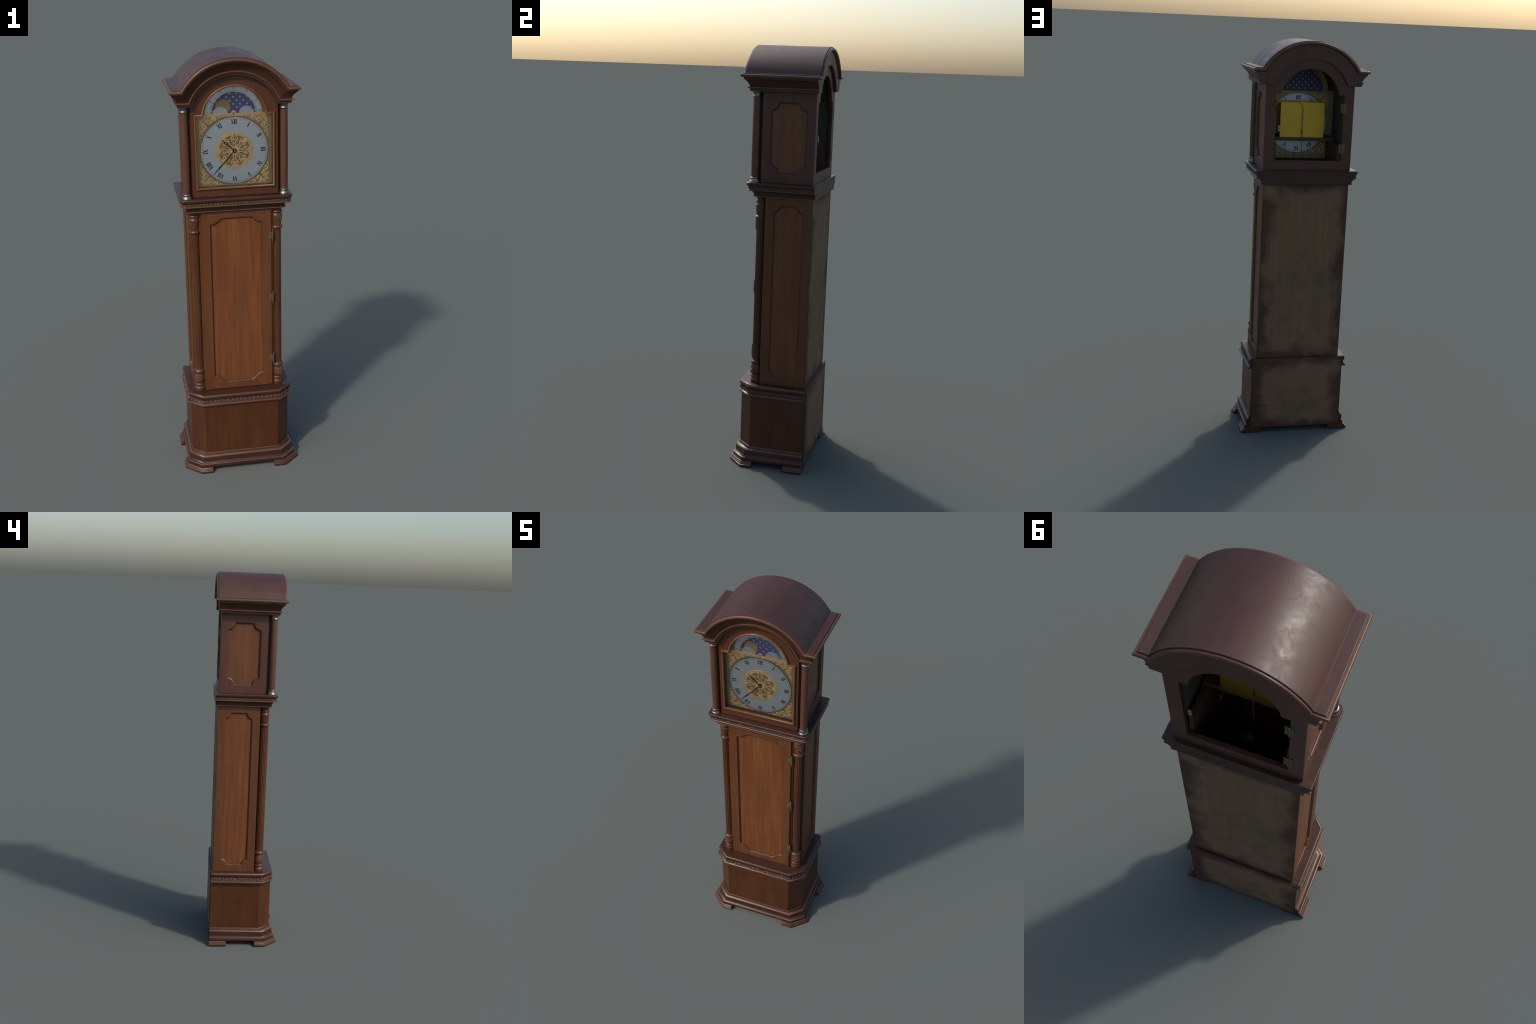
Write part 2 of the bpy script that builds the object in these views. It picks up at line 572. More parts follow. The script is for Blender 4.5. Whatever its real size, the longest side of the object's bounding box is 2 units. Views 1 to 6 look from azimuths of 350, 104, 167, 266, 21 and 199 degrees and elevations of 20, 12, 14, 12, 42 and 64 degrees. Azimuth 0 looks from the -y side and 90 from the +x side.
side_wall("trunk_side", TX, -.0555, .1678, .4075, SHOULDER, notched(-.0150, .1275, .4408, 1.2760, .0285, .0300), W_FRAME, .0085, W_DOOR)
for sx in (1, -1):
    post = [(.148, -.0930), (.1715, -.0930), (.1715, -.0553), (.2152, -.0553), (.2152, -.040), (.148, -.040)]
    slab("corner_post", [[(sx * a, b) for a, b in post]], .4075, SHOULDER, W_FRAME, PLAN, .001)
slab("trunk_back_board", [rect(-.2156, .4075, .2156, SHOULDER)], .1560, .1694, BACK_TRUNK, bevel=.0012)
slab("door_rail", [rect(-.1485, 1.285, .1485, SHOULDER)], -.084, -.0904, W_FRAME)
slab("door_sill", [rect(-.1485, .4075, .1485, .430)], -.084, -.0902, W_FRAME)

# trunk door with its sunk, ogee-topped panel


def ogee(z_low, z_high, sg):
    """Half of the panel head, from the side corner up to the middle flat (x positive)."""
    h = z_high - z_low
    return ([(.1215, z_low), (.1120, z_low + .01 * h)] + bezier((.1120, z_low + .01 * h), (.090, z_low + .06 * h), (.084, z_low + .86 * h), (.0600, z_high - .0006), 9)[1:]
            + [(.052, z_high)])


top = ogee(1.2478, 1.2757, 1)
bot = ogee(.4772, .4438, -1)
panel = [(-x, z) for x, z in bot] + [(x, z) for x, z in reversed(bot)] + top + [(-x, z) for x, z in reversed(top)]
B = Build()
plate(B, [rect(-.1605, .4110, .1605, 1.3050), panel], -.0905, -.1060, FRONT, .0012)
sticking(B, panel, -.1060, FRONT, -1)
DOOR = B.done("trunk_door", [W_FRAME, W_GROOVE_SHADE])
slab("sunk_panel", [rect(-.1280, .4380, .1280, 1.2820)], -.0910, -.0975, W_DOOR, parent=DOOR)

B = Build()
srf = flat_surface(-.1060)
for cx, cz in ((-.1130, 1.2802), (.1130, 1.2802), (-.1130, .4412), (.1130, .4412)):
    for k in range(8):
        a = 2 * pi * k / 8
        px, pz = cx + .0112 * cos(a), cz + .0112 * sin(a)
        relief(B, [(px + .0046 * cos(a + t), pz + .0046 * sin(a + t)) for t in (-1.5, -.9, -.3, .3, .9, 1.5)], lambda t: .00055, lambda t: .0004, srf)
    relief(B, [(cx - .0018, cz), (cx, cz), (cx + .0018, cz)], lambda t: .0018, lambda t: .0006, srf)
B.done("rosette", W_INLAY, DOOR, kind="stuff")

me = None
for z in (1.1770, .8705, .5530):
    if me is None:
        B = Build()
        plate(B, [rect(-.0175, -.0165, -.002, .0165)], -.1055, -.1085, FRONT, .0006)
        plate(B, [rect(-.0150, -.0085, -.006, .0085)], -.1055, -.1092, FRONT, .0004)
        lathe(B, [(.0006, -.0335), (.0019, -.0320), (.0024, -.0305), (.0012, -.0285), (.0030, -.0265), (.0032, -.0185), (.0022, -.0180), (.0034, -.0172), (.0036, -.006), (.0030, -.0055),
                  (.0036, -.005), (.0036, .005), (.0030, .0055), (.0036, .006), (.0034, .0172), (.0022, .0180), (.0032, .0185), (.0030, .0265), (.0012, .0285), (.0024, .0305), (.0019, .0320), (.0006, .0335)], 0, -.1080, segs=12)
        ob = B.done("hinge", BRASS_AGED, DOOR)
        me = ob.data
    else:
        ob = bpy.data.objects.new("hinge", me)
        COL.objects.link(ob)
        ob.parent = DOOR
    ob.location = (.1668, 0, z)
B = Build()
hole = arc(-.1362, .8705, .0016, -.25 * pi, 1.25 * pi, 10) + [(-.1372, .8610), (-.1352, .8610)]
plate(B, [rect(-.1414, .8525, -.1310, .8855), hole], -.1055, -.1073, FRONT, .0005)
B.done("keyhole_plate", BRONZE, DOOR)
slab("keyhole", [rect(-.1395, .8555, -.1330, .8820)], -.1056, -.1064, INK, parent=DOOR)

# fluted corner columns with carved urns
CX, CY = .1903, -.0800
TOP = [(.0246, 1.3125), (.0246, 1.3085), (.0246, 1.3085), (.0225, 1.3015), (.0213, 1.2965), (.0213, 1.2965), (.0240, 1.2945), (.0278, 1.2885), (.0240, 1.2825), (.0216, 1.2815), (.0216, 1.2815), (.0228, 1.2770),
       (.0258, 1.2715), (.0262, 1.2640), (.0245, 1.2500), (.0222, 1.2350), (.0207, 1.2215), (.0207, 1.2215), (.0250, 1.2190), (.0284, 1.2130), (.0250, 1.2065), (.0207, 1.2045), (.0207, 1.2045), (.0196, 1.1990), (.0180, 1.1985)]
BOT = [(.0180, .5225), (.0200, .5220), (.0207, .5190), (.0207, .5190), (.0250, .5155), (.0284, .5095), (.0250, .5035), (.0207, .5015), (.0207, .5015), (.0215, .4950), (.0250, .4830), (.0272, .4680), (.0262, .4550),
       (.0225, .4470), (.0225, .4470), (.0258, .4440), (.0272, .4390), (.0255, .4345), (.0226, .4330), (.0226, .4330), (.0240, .4285), (.0272, .4225), (.0278, .4165), (.0262, .4115), (.0258, .4075)]
URN_T = lambda z: .0207 + (.0262 - .0207) * min(1, (z - 1.2215) / .042) ** 1.0
URN_B = lambda z: .0215 + .0058 * sin(pi * min(1, max(0, (.500 - z) / .052)) * .62)
for sx in (1, -1):
    cx = sx * CX
    B = Build()
    lathe(B, [(.0196, .521), (.0197, .80), (.0194, 1.2)], cx, CY, segs=144, flute=14, depth=.0022)
    lathe(B, smooth_profile(TOP, 4), cx, CY, 1, .94, segs=40)
    lathe(B, smooth_profile(BOT, 4), cx, CY, 1, .94, segs=40)
    column = B.done("fluted_column", W_COL, angle=50)
    B = Build()
    for urn, z0, up in ((URN_T, 1.246, 1), (URN_B, .476, -1)):
        def surf(u, v, urn=urn, z0=z0, up=up, cx=cx, sx=sx):
            z = z0 + v
            a = -pi / 2 + sx * radians(28) + u / .026
            r = urn(z) - .0006
            return (cx + r * cos(a), CY + r * .94 * sin(a), z), (cos(a), sin(a), 0)
        for m in (1, -1):
            for (u, v, r, a0, a1, w) in ((.0062, .009, .0050, -60, 300, .0013), (.0110, -.003, .0048, 120, -230, .0013), (.0045, -.011, .0042, 60, -280, .0012)):
                relief(B, [(m * (u + q[0]), up * (v + q[1])) for q in spiral(0, 0, r, r * .28, radians(a0), radians(a1), 18)], lambda t: w * (1.6 - .8 * t), lambda t: .0021, surf)
            for (u, v, a, l) in ((.001, .016, 60, .006), (.003, .004, 20, .006), (.002, -.016, -50, .006), (.013, .006, 60, .007), (.0145, -.012, -40, .006)):
                a = radians(a)
                relief(B, [(m * (u + l * t * cos(a)), up * (v + l * t * sin(a))) for t in (0, .33, .66, 1)], lambda t: .0008 + .0015 * sin(pi * t), lambda t: .0021, surf)
        relief(B, [(0, up * (-.018 + .004 * i)) for i in range(10)], lambda t: .0011, lambda t: .0013, surf)
    B.done("column_carving", W_CARVE, column, kind="stuff")

# ------------------------------------------- waist moulding (top of the trunk)


def shelf_loop(X, z, yb, r=.022, n=8, Y=None):
    Y = Y if Y is not None else X - .1128
    left = [(-X, yb, z)] + [(-X + r - r * cos(a), -Y + r - r * sin(a), z) for a in [pi / 2 * i / n for i in range(n + 1)]]
    right = [(-x, y, zz) for x, y, zz in reversed(left)]
    return left + right


prof = [(1.3115, .2140), (1.3115, .2300), (1.3123, .2308), (1.3150, .2306), (1.3168, .2290), (1.3185, .2268), (1.3225, .2272), (1.3275, .2290), (1.3325, .2328),
        (1.3365, .2375), (1.3392, .2430), (1.3405, .2512), (1.3415, .2524), (1.3440, .2522), (1.3455, .2492), (1.3475, .2482), (1.3590, .2482), (1.3615, .2500), (1.3640, .2535),
        (1.3668, .2552), (1.3730, .2556), (1.3765, .2546), (1.3785, .2520), (1.3785, .1700)]
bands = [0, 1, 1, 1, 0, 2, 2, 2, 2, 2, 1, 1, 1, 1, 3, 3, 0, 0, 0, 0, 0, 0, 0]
B = Build()
loops = [shelf_loop(x, z, .1815) for z, x in prof]
inner = [shelf_loop(.2000, z, .1610, .004, Y=y) for z, y in ((1.3785, .1120), (1.3620, .1270), (1.3450, .1220), (1.3300, .1100), (1.3115, .1040))]
loft(B, loops[:-1] + inner, closed_levels=True, bands=bands + [0] * 5, plain_seam=True)
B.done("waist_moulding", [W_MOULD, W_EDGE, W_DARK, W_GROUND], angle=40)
B = Build()
lo, hi = shelf_loop(.2483, 1.3468, .1812), shelf_loop(.2483, 1.3598, .1812)
s, ln = band_surface(lo, hi)
vine(B, s, ln, .0130, .064, stroke=.0017, lift=.0022)
B.done("carved_vine", W_CARVE, kind="stuff")

# ------------------------------------------------------------------ the hood
HX = .2195
ZC, R0, ZF = 1.7222, .2778, 1.8700               # crown arch: centre height, radius of the roof edge, height of the flat ends
side_wall("hood_side", HX, -.0800, .1655, 1.3787, 1.8000, notched(-.0425, .1295, 1.4207, 1.7450, .0360, .0362), W_SIDE, .0098, W_HPANEL)
for sx in (1, -1):
    post = [(.186, -.104), (.1965, -.104), (.1965, -.0797), (.2186, -.0797), (.2186, -.064), (.186, -.064)]
    slab("hood_post", [[(sx * a, b) for a, b in post]], 1.3787, 1.8000, W_HOOD, PLAN, .001)


def keyhole_arch(hw, z0, zs, r, zc, n=28):
    """Rectangle with square shoulders and a round arch on top."""
    xa = sqrt(r * r - (zs - zc) ** 2)
    a0 = atan2(zs - zc, xa)
    return [(-hw, z0), (hw, z0), (hw, zs)] + arc(0, zc, r, a0, pi - a0, n) + [(-hw, zs)]


OPEN = keyhole_arch(.1700, 1.4245, 1.7450, .1395, 1.7315)
OUTER = keyhole_arch(.1780, 1.4165, 1.7530, .1475, 1.7315)
head = [(-.1930, 1.3805), (.1930, 1.3805), (.1930, 1.7900)] + arc(0, ZC, .2060, radians(22), radians(158), 30) + [(-.1930, 1.7900)]
B = Build()
plate(B, [head, OPEN], -.1040, -.1130, FRONT, .0012)
HDOOR = B.done("hood_door", W_HOOD)
B = Build()
plate(B, [OUTER, OPEN], -.1125, -.1215, FRONT, .0034)
B.done("dial_frame", W_BEAD, HDOOR, angle=60)
slab("glass_pane", [keyhole_arch(.1712, 1.4233, 1.7462, .1407, 1.7315)], -.1120, -.1142, GLASS, parent=HDOOR)
back_out = [(-.2185, 1.3787), (.2185, 1.3787), (.2185, 1.8000)] + arc(0, ZC, .2060, radians(22), radians(158), 30) + [(-.2185, 1.8000)]
slab("hood_back_frame", [back_out, keyhole_arch(.1695, 1.4262, 1.7465, .1435, 1.7245)], .1500, .1672, W_SIDE, bevel=.0012)

# hood columns in the open corners
HCX, HCY = .2208, -.1080
CAP = [(.0205, 1.7650), (.0205, 1.7650)]
for sx in (1, -1):
    B = Build()
    lathe(B, [(.0166, 1.390), (.0174, 1.50), (.0174, 1.62), (.0166, 1.776)], sx * HCX, HCY, segs=40)
    column = B.done("hood_column", wood("hood_column_wood", (.088, .036, .0205), rough=.36, contrast=.5) if sx == 1 else bpy.data.materials["hood_column_wood"])
    B = Build()
    lathe(B, smooth_profile([(.0168, 1.7650), (.0190, 1.7658), (.0206, 1.7690), (.0206, 1.7705), (.0190, 1.7738), (.0178, 1.7745), (.0178, 1.7745), (.0180, 1.7790), (.0190, 1.7830), (.0190, 1.7830), (.0205, 1.7850),
                             (.0232, 1.7880), (.0236, 1.7895), (.0236, 1.7912)], 4), sx * HCX, HCY, segs=40)
    B.done("column_capital", STEEL, column)
    B = Build()
    lathe(B, smooth_profile([(.0240, 1.3780), (.0243, 1.3800), (.0236, 1.3832), (.0212, 1.3865), (.0196, 1.3915), (.0192, 1.3940), (.0192, 1.3940), (.0204, 1.3955), (.0210, 1.3982), (.0202, 1.4012), (.0180, 1.4024), (.0166, 1.4026)], 4), sx * HCX, HCY, segs=40)
    B.done("column_base", STEEL, column)

# ---------------------------------------------------------- cornice and roof
ARC_N = 40


def crown_front(d, X, Y):
    """Front line of one profile level: flat end, up the arch, flat end; d = drop below the roof edge."""
    R, z = R0 - d, ZF - d
    xi = sqrt(max(R * R - (z - ZC) ** 2, 1e-9)) + .0030
    a0 = atan2(z - ZC, xi)
    flare = math.hypot(xi, z - ZC) - R
    pts = [(-X, -Y, z)]
    for i in range(ARC_N, -1, -1):
        a = a0 + (pi - 2 * a0) * i / ARC_N
        q = R + flare * (1 - sin(pi * i / ARC_N) ** 4)
        pts.append((q * cos(a), -Y, ZC + q * sin(a)))
    return pts + [(X, -Y, z)]


def crown_open(d, X, yb, Y=None):
    Y = Y if Y is not None else .1355 + (X - .2500) * .90
    return [(-X, yb, ZF - d)] + crown_front(d, X, Y) + [(X, yb, ZF - d)]


def crown_closed(d, X, Y, yb):
    f = crown_front(d, X, Y)
    return f + [(x, yb, z) for x, _, z in reversed(f)]


prof = [(.0170, .2700), (.0170, .2755), (.0255, .2755), (.0275, .2728), (.0305, .2690), (.0345, .2646), (.0390, .2604), (.0440, .2567), (.0500, .2532), (.0560, .2508), (.0595, .2502),
        (.0600, .2570), (.0610, .2588), (.0640, .2592), (.0662, .2580), (.0668, .2550), (.0668, .2500), (.0735, .2496), (.0785, .2498), (.0796, .2488), (.0796, .1900)]
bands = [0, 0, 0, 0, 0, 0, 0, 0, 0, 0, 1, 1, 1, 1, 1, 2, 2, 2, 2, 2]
B = Build()
loft(B, [crown_open(d, x, .1800, None if x > .2 else .100) for d, x in prof], closed_loop=False, bands=bands)
nl = ARC_N + 5
first = len(B.v) - nl * len(prof)
for col in (0, nl - 1):
    B.f.append([first + k * nl + col for k in range(len(prof))])
    B.b.append(2)
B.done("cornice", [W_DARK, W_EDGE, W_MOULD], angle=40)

prof = [(.0045, .2690), (.0045, .2790), (.0055, .2812), (.0080, .2829), (.0115, .2834), (.0150, .2829), (.0176, .2812), (.0186, .2790), (.0186, .2690)]
B = Build()
loft(B, [crown_closed(d, x + .0014, x - .1124, x - .0899) for d, x in prof], closed_levels=True)
B.done("crown_bead", W_EDGE, angle=50)


def crown_shape(d, X):
    return [(x, z) for x, _, z in crown_front(d, X, 0)]


def arch_slab(B, d0, d1, X, y0, y1, lip):
    """Roof skin between two drops, its upper arris softened."""
    lev = [(d1, X, 0), (d0 + lip, X, 0), (d0 + lip * .3, X - lip * .3, lip * .3), (d0, X - lip, lip)]
    loft(B, [[(x, (y0 + e if f < 0 else y1 - e), z) for f, x, z in [(-1, a, c) for a, _, c in crown_front(d, x_, 0)] + [(1, a, c) for a, _, c in reversed(crown_front(d, x_, 0))]]
             for d, x_, e in lev])
    # top skin
    d, x_, e = lev[-1]
    f = crown_front(d, x_, 0)
    loft(B, [[(a, y0 + e, c) for a, _, c in f], [(a, y1 - e, c) for a, _, c in f]], closed_loop=False)
    d, x_, e = lev[0]
    f = crown_front(d, x_, 0)
    loft(B, [[(a, y0 + e, c) for a, _, c in f], [(a, y1 - e, c) for a, _, c in f]], closed_loop=False)


B = Build()
arch_slab(B, .0, .0120, .2732, -.1620, .1838, .0016)
B.done("roof", W_ROOF, angle=40)

# back face of the crown: follows the moulding outline, arched inside
side = [(.2495, .0790), (.2498, .0675), (.2500, .0600), (.2506, .0562), (.2530, .0502), (.2565, .0442), (.2602, .0392), (.2644, .0347), (.2688, .0307), (.2750, .0257), (.2750, .0180)]
R = R0 - .0180
xi = sqrt(R * R - (ZF - .0180 - ZC) ** 2)
a0 = atan2(ZF - .0180 - ZC, xi)
outline = [(x, ZF - d) for x, d in side] + arc(0, ZC, R, a0, pi - a0, 36) + [(-x, ZF - d) for x, d in reversed(side)]
r_in = .1935
zb = ZF - .0790
xb = sqrt(r_in ** 2 - (zb - ZC - .001) ** 2)
ai = atan2(zb - ZC - .001, xb)
outline += list(reversed(arc(0, ZC + .001, r_in, ai, pi - ai, 36)))
slab("crown_back", [outline], .1690, .1812, W_SIDE, bevel=.0008)

# ------------------------------------------------------------------ the dial
DX, DZ = 0.0, 1.5825
B = Build()
plate(B, [rect(-.1840, 1.4020, .1840, 1.7485), circle(DX, DZ, .1500, 96)], -.0930, -.0985, FRONT, .0008)
DIAL = B.done("dial", BRASS_DARK)
DIAL.location.y = .0080
# plain raised strip above the chapter ring, with the boss and its screw
B = Build()
plate(B, [[(.1560, 1.7370), (.1560, 1.7485), ] + arc(0, 1.7495, .0122, radians(-3), radians(183), 18) + [(-.1560, 1.7485), (-.1560, 1.7370)]], -.0980, -.0998, FRONT, .0010)
B.done("dial_strip", BRASS, DIAL)
slab("screw", [circle(0, 1.7487, .0050, 20), circle(0, 1.7487, .0028, 20)], -.0995, -.1008, BRASS_DARK, bevel=.0005, parent=DIAL)
slab("screw", [circle(0, 1.7487, .0024, 20)], -.0995, -.1005, INK, parent=DIAL)

slab("chapter_ring", [circle(DX, DZ, .1520, 120), circle(DX, DZ, .0800, 96)], -.0925, -.1004, SILVER, bevel=.0004, parent=DIAL)
B = Build()
plate(B, [circle(DX, DZ, .0838, 96)], -.0930, -.1016, FRONT, .0010)
DISC = B.done("centre_disc", BRASS, DIAL)

# minute track: outer line, inner line, sixty strokes
B = Build()
BACK_Y, INK_Y = -.0921, -.1008
plate(B, [circle(DX, DZ, .1522, 120), circle(DX, DZ, .1505, 120)], BACK_Y, INK_Y)
B.done("minute_track", INK, DIAL)
B = Build()
plate(B, [circle(DX, DZ, .1436, 120), circle(DX, DZ, .1429, 120)], BACK_Y, INK_Y)
for k in range(60):
    a = 2 * pi * k / 60
    w, r0, r1 = (.00075, .1425, .1508) if k % 5 == 0 else (.00038, .1434, .1508)
    ca, sa = cos(a), sin(a)
    plate(B, [[(DX + r * ca - s * w * sa, DZ + r * sa + s * w * ca) for r, s in ((r0, -1), (r1, -1), (r1, 1), (r0, 1))]], BACK_Y, INK_Y - .0001, band=0 if k % 5 else 1)
B.done("minute_mark", [INK_SOFT, INK], DIAL, kind="stuff")


def stroke(x0, z0, x1, z1, w):
    """A leaning stem with horizontal ends."""
    return [(x0 - w / 2, z0), (x0 + w / 2, z0), (x1 + w / 2, z1), (x1 - w / 2, z1)]


def serif(x, z, w, h=.0011):
    return rect(x - w / 2, z - h / 2, x + w / 2, z + h / 2)


NH = .0208                                       # height of the hour numerals


def glyph(ch):
    """Pieces and advance of one roman letter, baseline at z = 0."""
    t, s = .0037, .0017
    if ch == "I":
        return [stroke(0, 0, 0, NH, t), serif(0, .0004, .0054), serif(0, NH - .0004, .0054)], .0058
    if ch == "V":
        return [stroke(.0004, 0, -.0036, NH, t), stroke(.0009, 0, .0040, NH, s), serif(-.0036, NH - .0004, .0056), serif(.0040, NH - .0004, .0044)], .0118
    return ([stroke(.0038, 0, -.0038, NH, t), stroke(-.0038, 0, .0038, NH, s)] +
            [serif(x, z, .0052 if (x < 0) == (z > .01) else .0044) for x in (-.0038, .0038) for z in (.0004, NH - .0004)]), .0116


for h, word in enumerate(("XII", "I", "II", "III", "IV", "V", "VI", "VII", "VIII", "IX", "X", "XI")):
    a = radians(90 - 30 * h)
    parts = [glyph(c) for c in word]
    WIDE = 1.18
    total = sum(p[1] for p in parts)
    x = -total / 2
    B = Build()
    for n_, (polys, adv) in enumerate(parts):
        for q, poly in enumerate(polys):
            pts = []
            for u, v in poly:
                u, r = (u + x + adv / 2) * WIDE, .1187 + v
                pts.append((DX + r * cos(a) + u * sin(a), DZ + r * sin(a) - u * cos(a)))
            plate(B, [pts], BACK_Y + .00003 * q, INK_Y - .00002 * q)
        x += adv
    B.done("numeral", INK, DIAL)


def leaf(B, u, v, a, l, w, bend, surf, h=.0010):
    q = [(u + l * t * cos(a + bend * t), v + l * t * sin(a + bend * t)) for t in (0, .2, .4, .6, .8, 1)]
    relief(B, q, lambda t: w * (.25 + sin(pi * min(1, t * .9 + .1))), lambda t: h * (.7 + .3 * sin(pi * t)), surf)


# corner spandrels: an acanthus fan on the diagonal with two scrolls on either side
for cx, cz in ((1, 1), (-1, 1), (-1, -1), (1, -1)):
    B = Build()
    for face, yy in ((-1, -.0984), (1, -.0931)):
        def surf(u, v, face=face, yy=yy, cx=cx, cz=cz):
            return (DX + cx * u, yy, DZ + cz * v), (0, face, 0)
        for m in (0, 1):
            def sw(p, m=m):
                return [(b, a) if m else (a, b) for a, b in p]
            taper = lambda w: (lambda t: w * (1.15 - .55 * t))
            H = lambda t: .0010
            relief(B, sw(spiral(.1300, .1120, .0125, .0030, radians(95), radians(-330), 26)), taper(.0042), H, surf)
            relief(B, sw(spiral(.1420, .0840, .0098, .0022, radians(120), radians(-310), 24)), taper(.0036), H, surf)
            relief(B, sw(bezier((.1480, .0930), (.1560, .0800), (.1560, .0680), (.1500, .0560))), taper(.0026), H, surf)
            relief(B, sw(bezier((.1400, .1210), (.1480, .1180), (.1530, .1120), (.1560, .1010))), taper(.0032), H, surf)
            for a, l, w in ((50, .021, .0026), (22, .020, .0026), (-6, .018, .0022), (-36, .016, .0021)):
                p = (.1370, .1330)
                q = [(p[0] + l * t * cos(radians(a - 25 * t)), p[1] + l * t * sin(radians(a - 25 * t))) for t in (0, .25, .5, .75, 1)]
                relief(B, sw(q), lambda t: w * (.35 + sin(pi * min(1, .1 + .9 * t))), H, surf)
            for (u, v, a, l) in ((.1480, .0700, -95, .012), (.1400, .0960, 10, .012), (.1290, .1000, -60, .010)):
                q = [(u + l * t * cos(radians(a + 30 * t)), v + l * t * sin(radians(a + 30 * t))) for t in (0, .25, .5, .75, 1)]
                relief(B, sw(q), lambda t: .0022 * (.3 + sin(pi * min(1, .1 + .9 * t))), H, surf)
    B.done("spandrel", BRASS, DIAL, kind="stuff")
# thin border lines of the plate
B = Build()
plate(B, [rect(-.1655, 1.4275, .1655, 1.7365), rect(-.1635, 1.4295, .1635, 1.7345)], -.0980, -.0990, FRONT, .0004)
B.done("border_line", BRASS, DIAL)

# engraved rosette of the centre disc
B = Build()
for k in range(8):
    t0 = 2 * pi * (k + .5) / 8 if False else 2 * pi * k / 8

    def surf(u, v, t0=t0):
        return (DX + v * sin(t0) + u * cos(t0), -.1015, DZ + v * cos(t0) - u * sin(t0)), (0, -1, 0)
    H = lambda t: .0009
    for m in (1, -1):
        relief(B, [(m * a, b) for a, b in spiral(.0112, .0560, .0105, .0026, radians(80), radians(440), 24)], lambda t: .0040 * (1.15 - .6 * t), H, surf)
        relief(B, [(m * a, b) for a, b in bezier((.0020, .0300), (.0040, .0400), (.0100, .0420), (.0150, .0480))], lambda t: .0026, H, surf)
        relief(B, [(m * a, b) for a, b in bezier((.0010, .0700), (.0080, .0760), (.0160, .0740), (.0230, .0650))], lambda t: .0030 * (1.1 - .5 * t), H, surf)
        for a, l in ((75, .017), (48, .016), (22, .014)):
            leaf(B, m * .0012, .0590, radians(a) if m == 1 else pi - radians(a), l, .0021, m * .3, surf)
        leaf(B, m * .003, .0120, radians(90 - m * 12), .022, .0028, 0, surf)
    leaf(B, 0, .0440, pi / 2, .014, .0018, 0, surf)
B.done("engraved_scroll", plain("scroll_brass", (.620, .445, .230), .62, 1.0, .08, 60), DISC, kind="stuff")
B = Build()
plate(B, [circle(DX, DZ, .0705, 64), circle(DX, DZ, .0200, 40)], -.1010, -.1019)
B.done("dark_field", plain("shaded_brass", (.310, .222, .110), .54, 1.0, .12, 90), DISC)
for sx in (1, -1):
    slab("winding_hole", [circle(sx * .0534, DZ, .0034, 16)], -.1010, -.1032, STEEL, bevel=.0008, parent=DISC)

# hands


def hand(B, ang, pieces, y0, y1):
    ca, sa = cos(ang), sin(ang)
    for group in pieces:
        plate(B, [[(DX + r * ca - w * sa, DZ + r * sa + w * ca) for r, w in o] for o in group], y0, y1, FRONT, .0003)


def spindle(*rw):
    return [(r, w * 1.2) for r, w in rw] + [(r, -w * 1.2) for r, w in reversed(rw)]


B = Build()
ah = atan2(.0535, -.0589)
hand(B, ah, [[spindle((.007, .0016), (.030, .0017), (.0400, .0012))],
             [spindle((.0390, .0010), (.0440, .0042), (.0500, .0056), (.0560, .0038), (.0620, .0012)), spindle((.0450, .0006), (.0480, .0028), (.0510, .0032), (.0545, .0018), (.0570, .0003))],
             [spindle((.0605, .0013), (.0700, .0016), (.0800, .0004))]], -.1040, -.1056)
B.done("hour_hand", BLUED, DIAL)
B = Build()
am = atan2(1.4761 - DZ, -.0975)
hand(B, am, [[spindle((.007, .0010), (.030, .0021), (.060, .0022), (.080, .0016), (.092, .0024), (.100, .0030), (.110, .0018), (.125, .0016), (.1445, .0003))]], -.1062, -.1078)
B.done("minute_hand", BLUED, DIAL)
B = Build()
hand(B, pi / 2, [[spindle((.0515, .0004), (.0560, .0006), (.0600, .0016), (.0640, .0006), (.0800, .0003))]], -.1030, -.1044)
B.done("second_pointer", BLUED, DIAL)
slab("hand_collar", [circle(DX, DZ, .0096, 32), circle(DX, DZ, .0048, 24)], -.1012, -.1090, BLUED, bevel=.0012, parent=DIAL)
B = Build()
loft(B, [[(DX + r * cos(2 * pi * i / 24), y, DZ + r * sin(2 * pi * i / 24)) for i in range(24)] for r, y in ((.0050, -.1010), (.0050, -.1095), (.0042, -.1112), (.0022, -.1122))], cap0=True, cap1=True)
B.done("hand_nut", plain("copper_nut", (.38, .20, .11), .35, .7), DIAL)

# ------------------------------------------------------------ the moon dial
MZ = 1.7485
half = lambda r, n=48: arc(0, MZ - .004, r, 0, pi, n)
B = Build()
plate(B, [half(.1500) + list(reversed(half(.1250)))], -.0905, -.0962, FRONT)
plate(B, [half(.1500) + list(reversed(half(.1470)))], -.0800, -.0915, FRONT)
plate(B, [rect(-.1500, 1.7360, .1500, 1.7446)], -.0905, -.0930, FRONT)
MOON_D = B.done("moon_dial", BRASS_DARK)
MOON_D.location.y = .0078
slab("silver_arch", [half(.1262) + list(reversed(half(.0975)))], -.0945, -.0968, SILVER, bevel=.0004, parent=MOON_D)
slab("night_sky", [half(.1235)], -.0880, -.0935, NIGHT, parent=MOON_D)
B = Build()
for r in (.0978, .1052, .1012):
    plate(B, [half(r + .0003) + list(reversed(half(r - .0003)))], -.0960, -.0971)
for d in range(1, 60):
    a = pi * (1 - d / 60)
    big = d % 10 == 0 or d in (2, 58)
    w = .0009 if big else .0004
    ca, sa = cos(a), sin(a)
    plate(B, [[(r * ca - s * w * sa, MZ - .004 + r * sa + s * w * ca) for r, s in ((.0980 if big else .1012, -1), (.1055 if big else .1050, -1), (.1055 if big else .1050, 1), (.0980 if big else .1012, 1))]], -.0960, -.0972)
B.done("day_mark", INK_SOFT, MOON_D, kind="stuff")


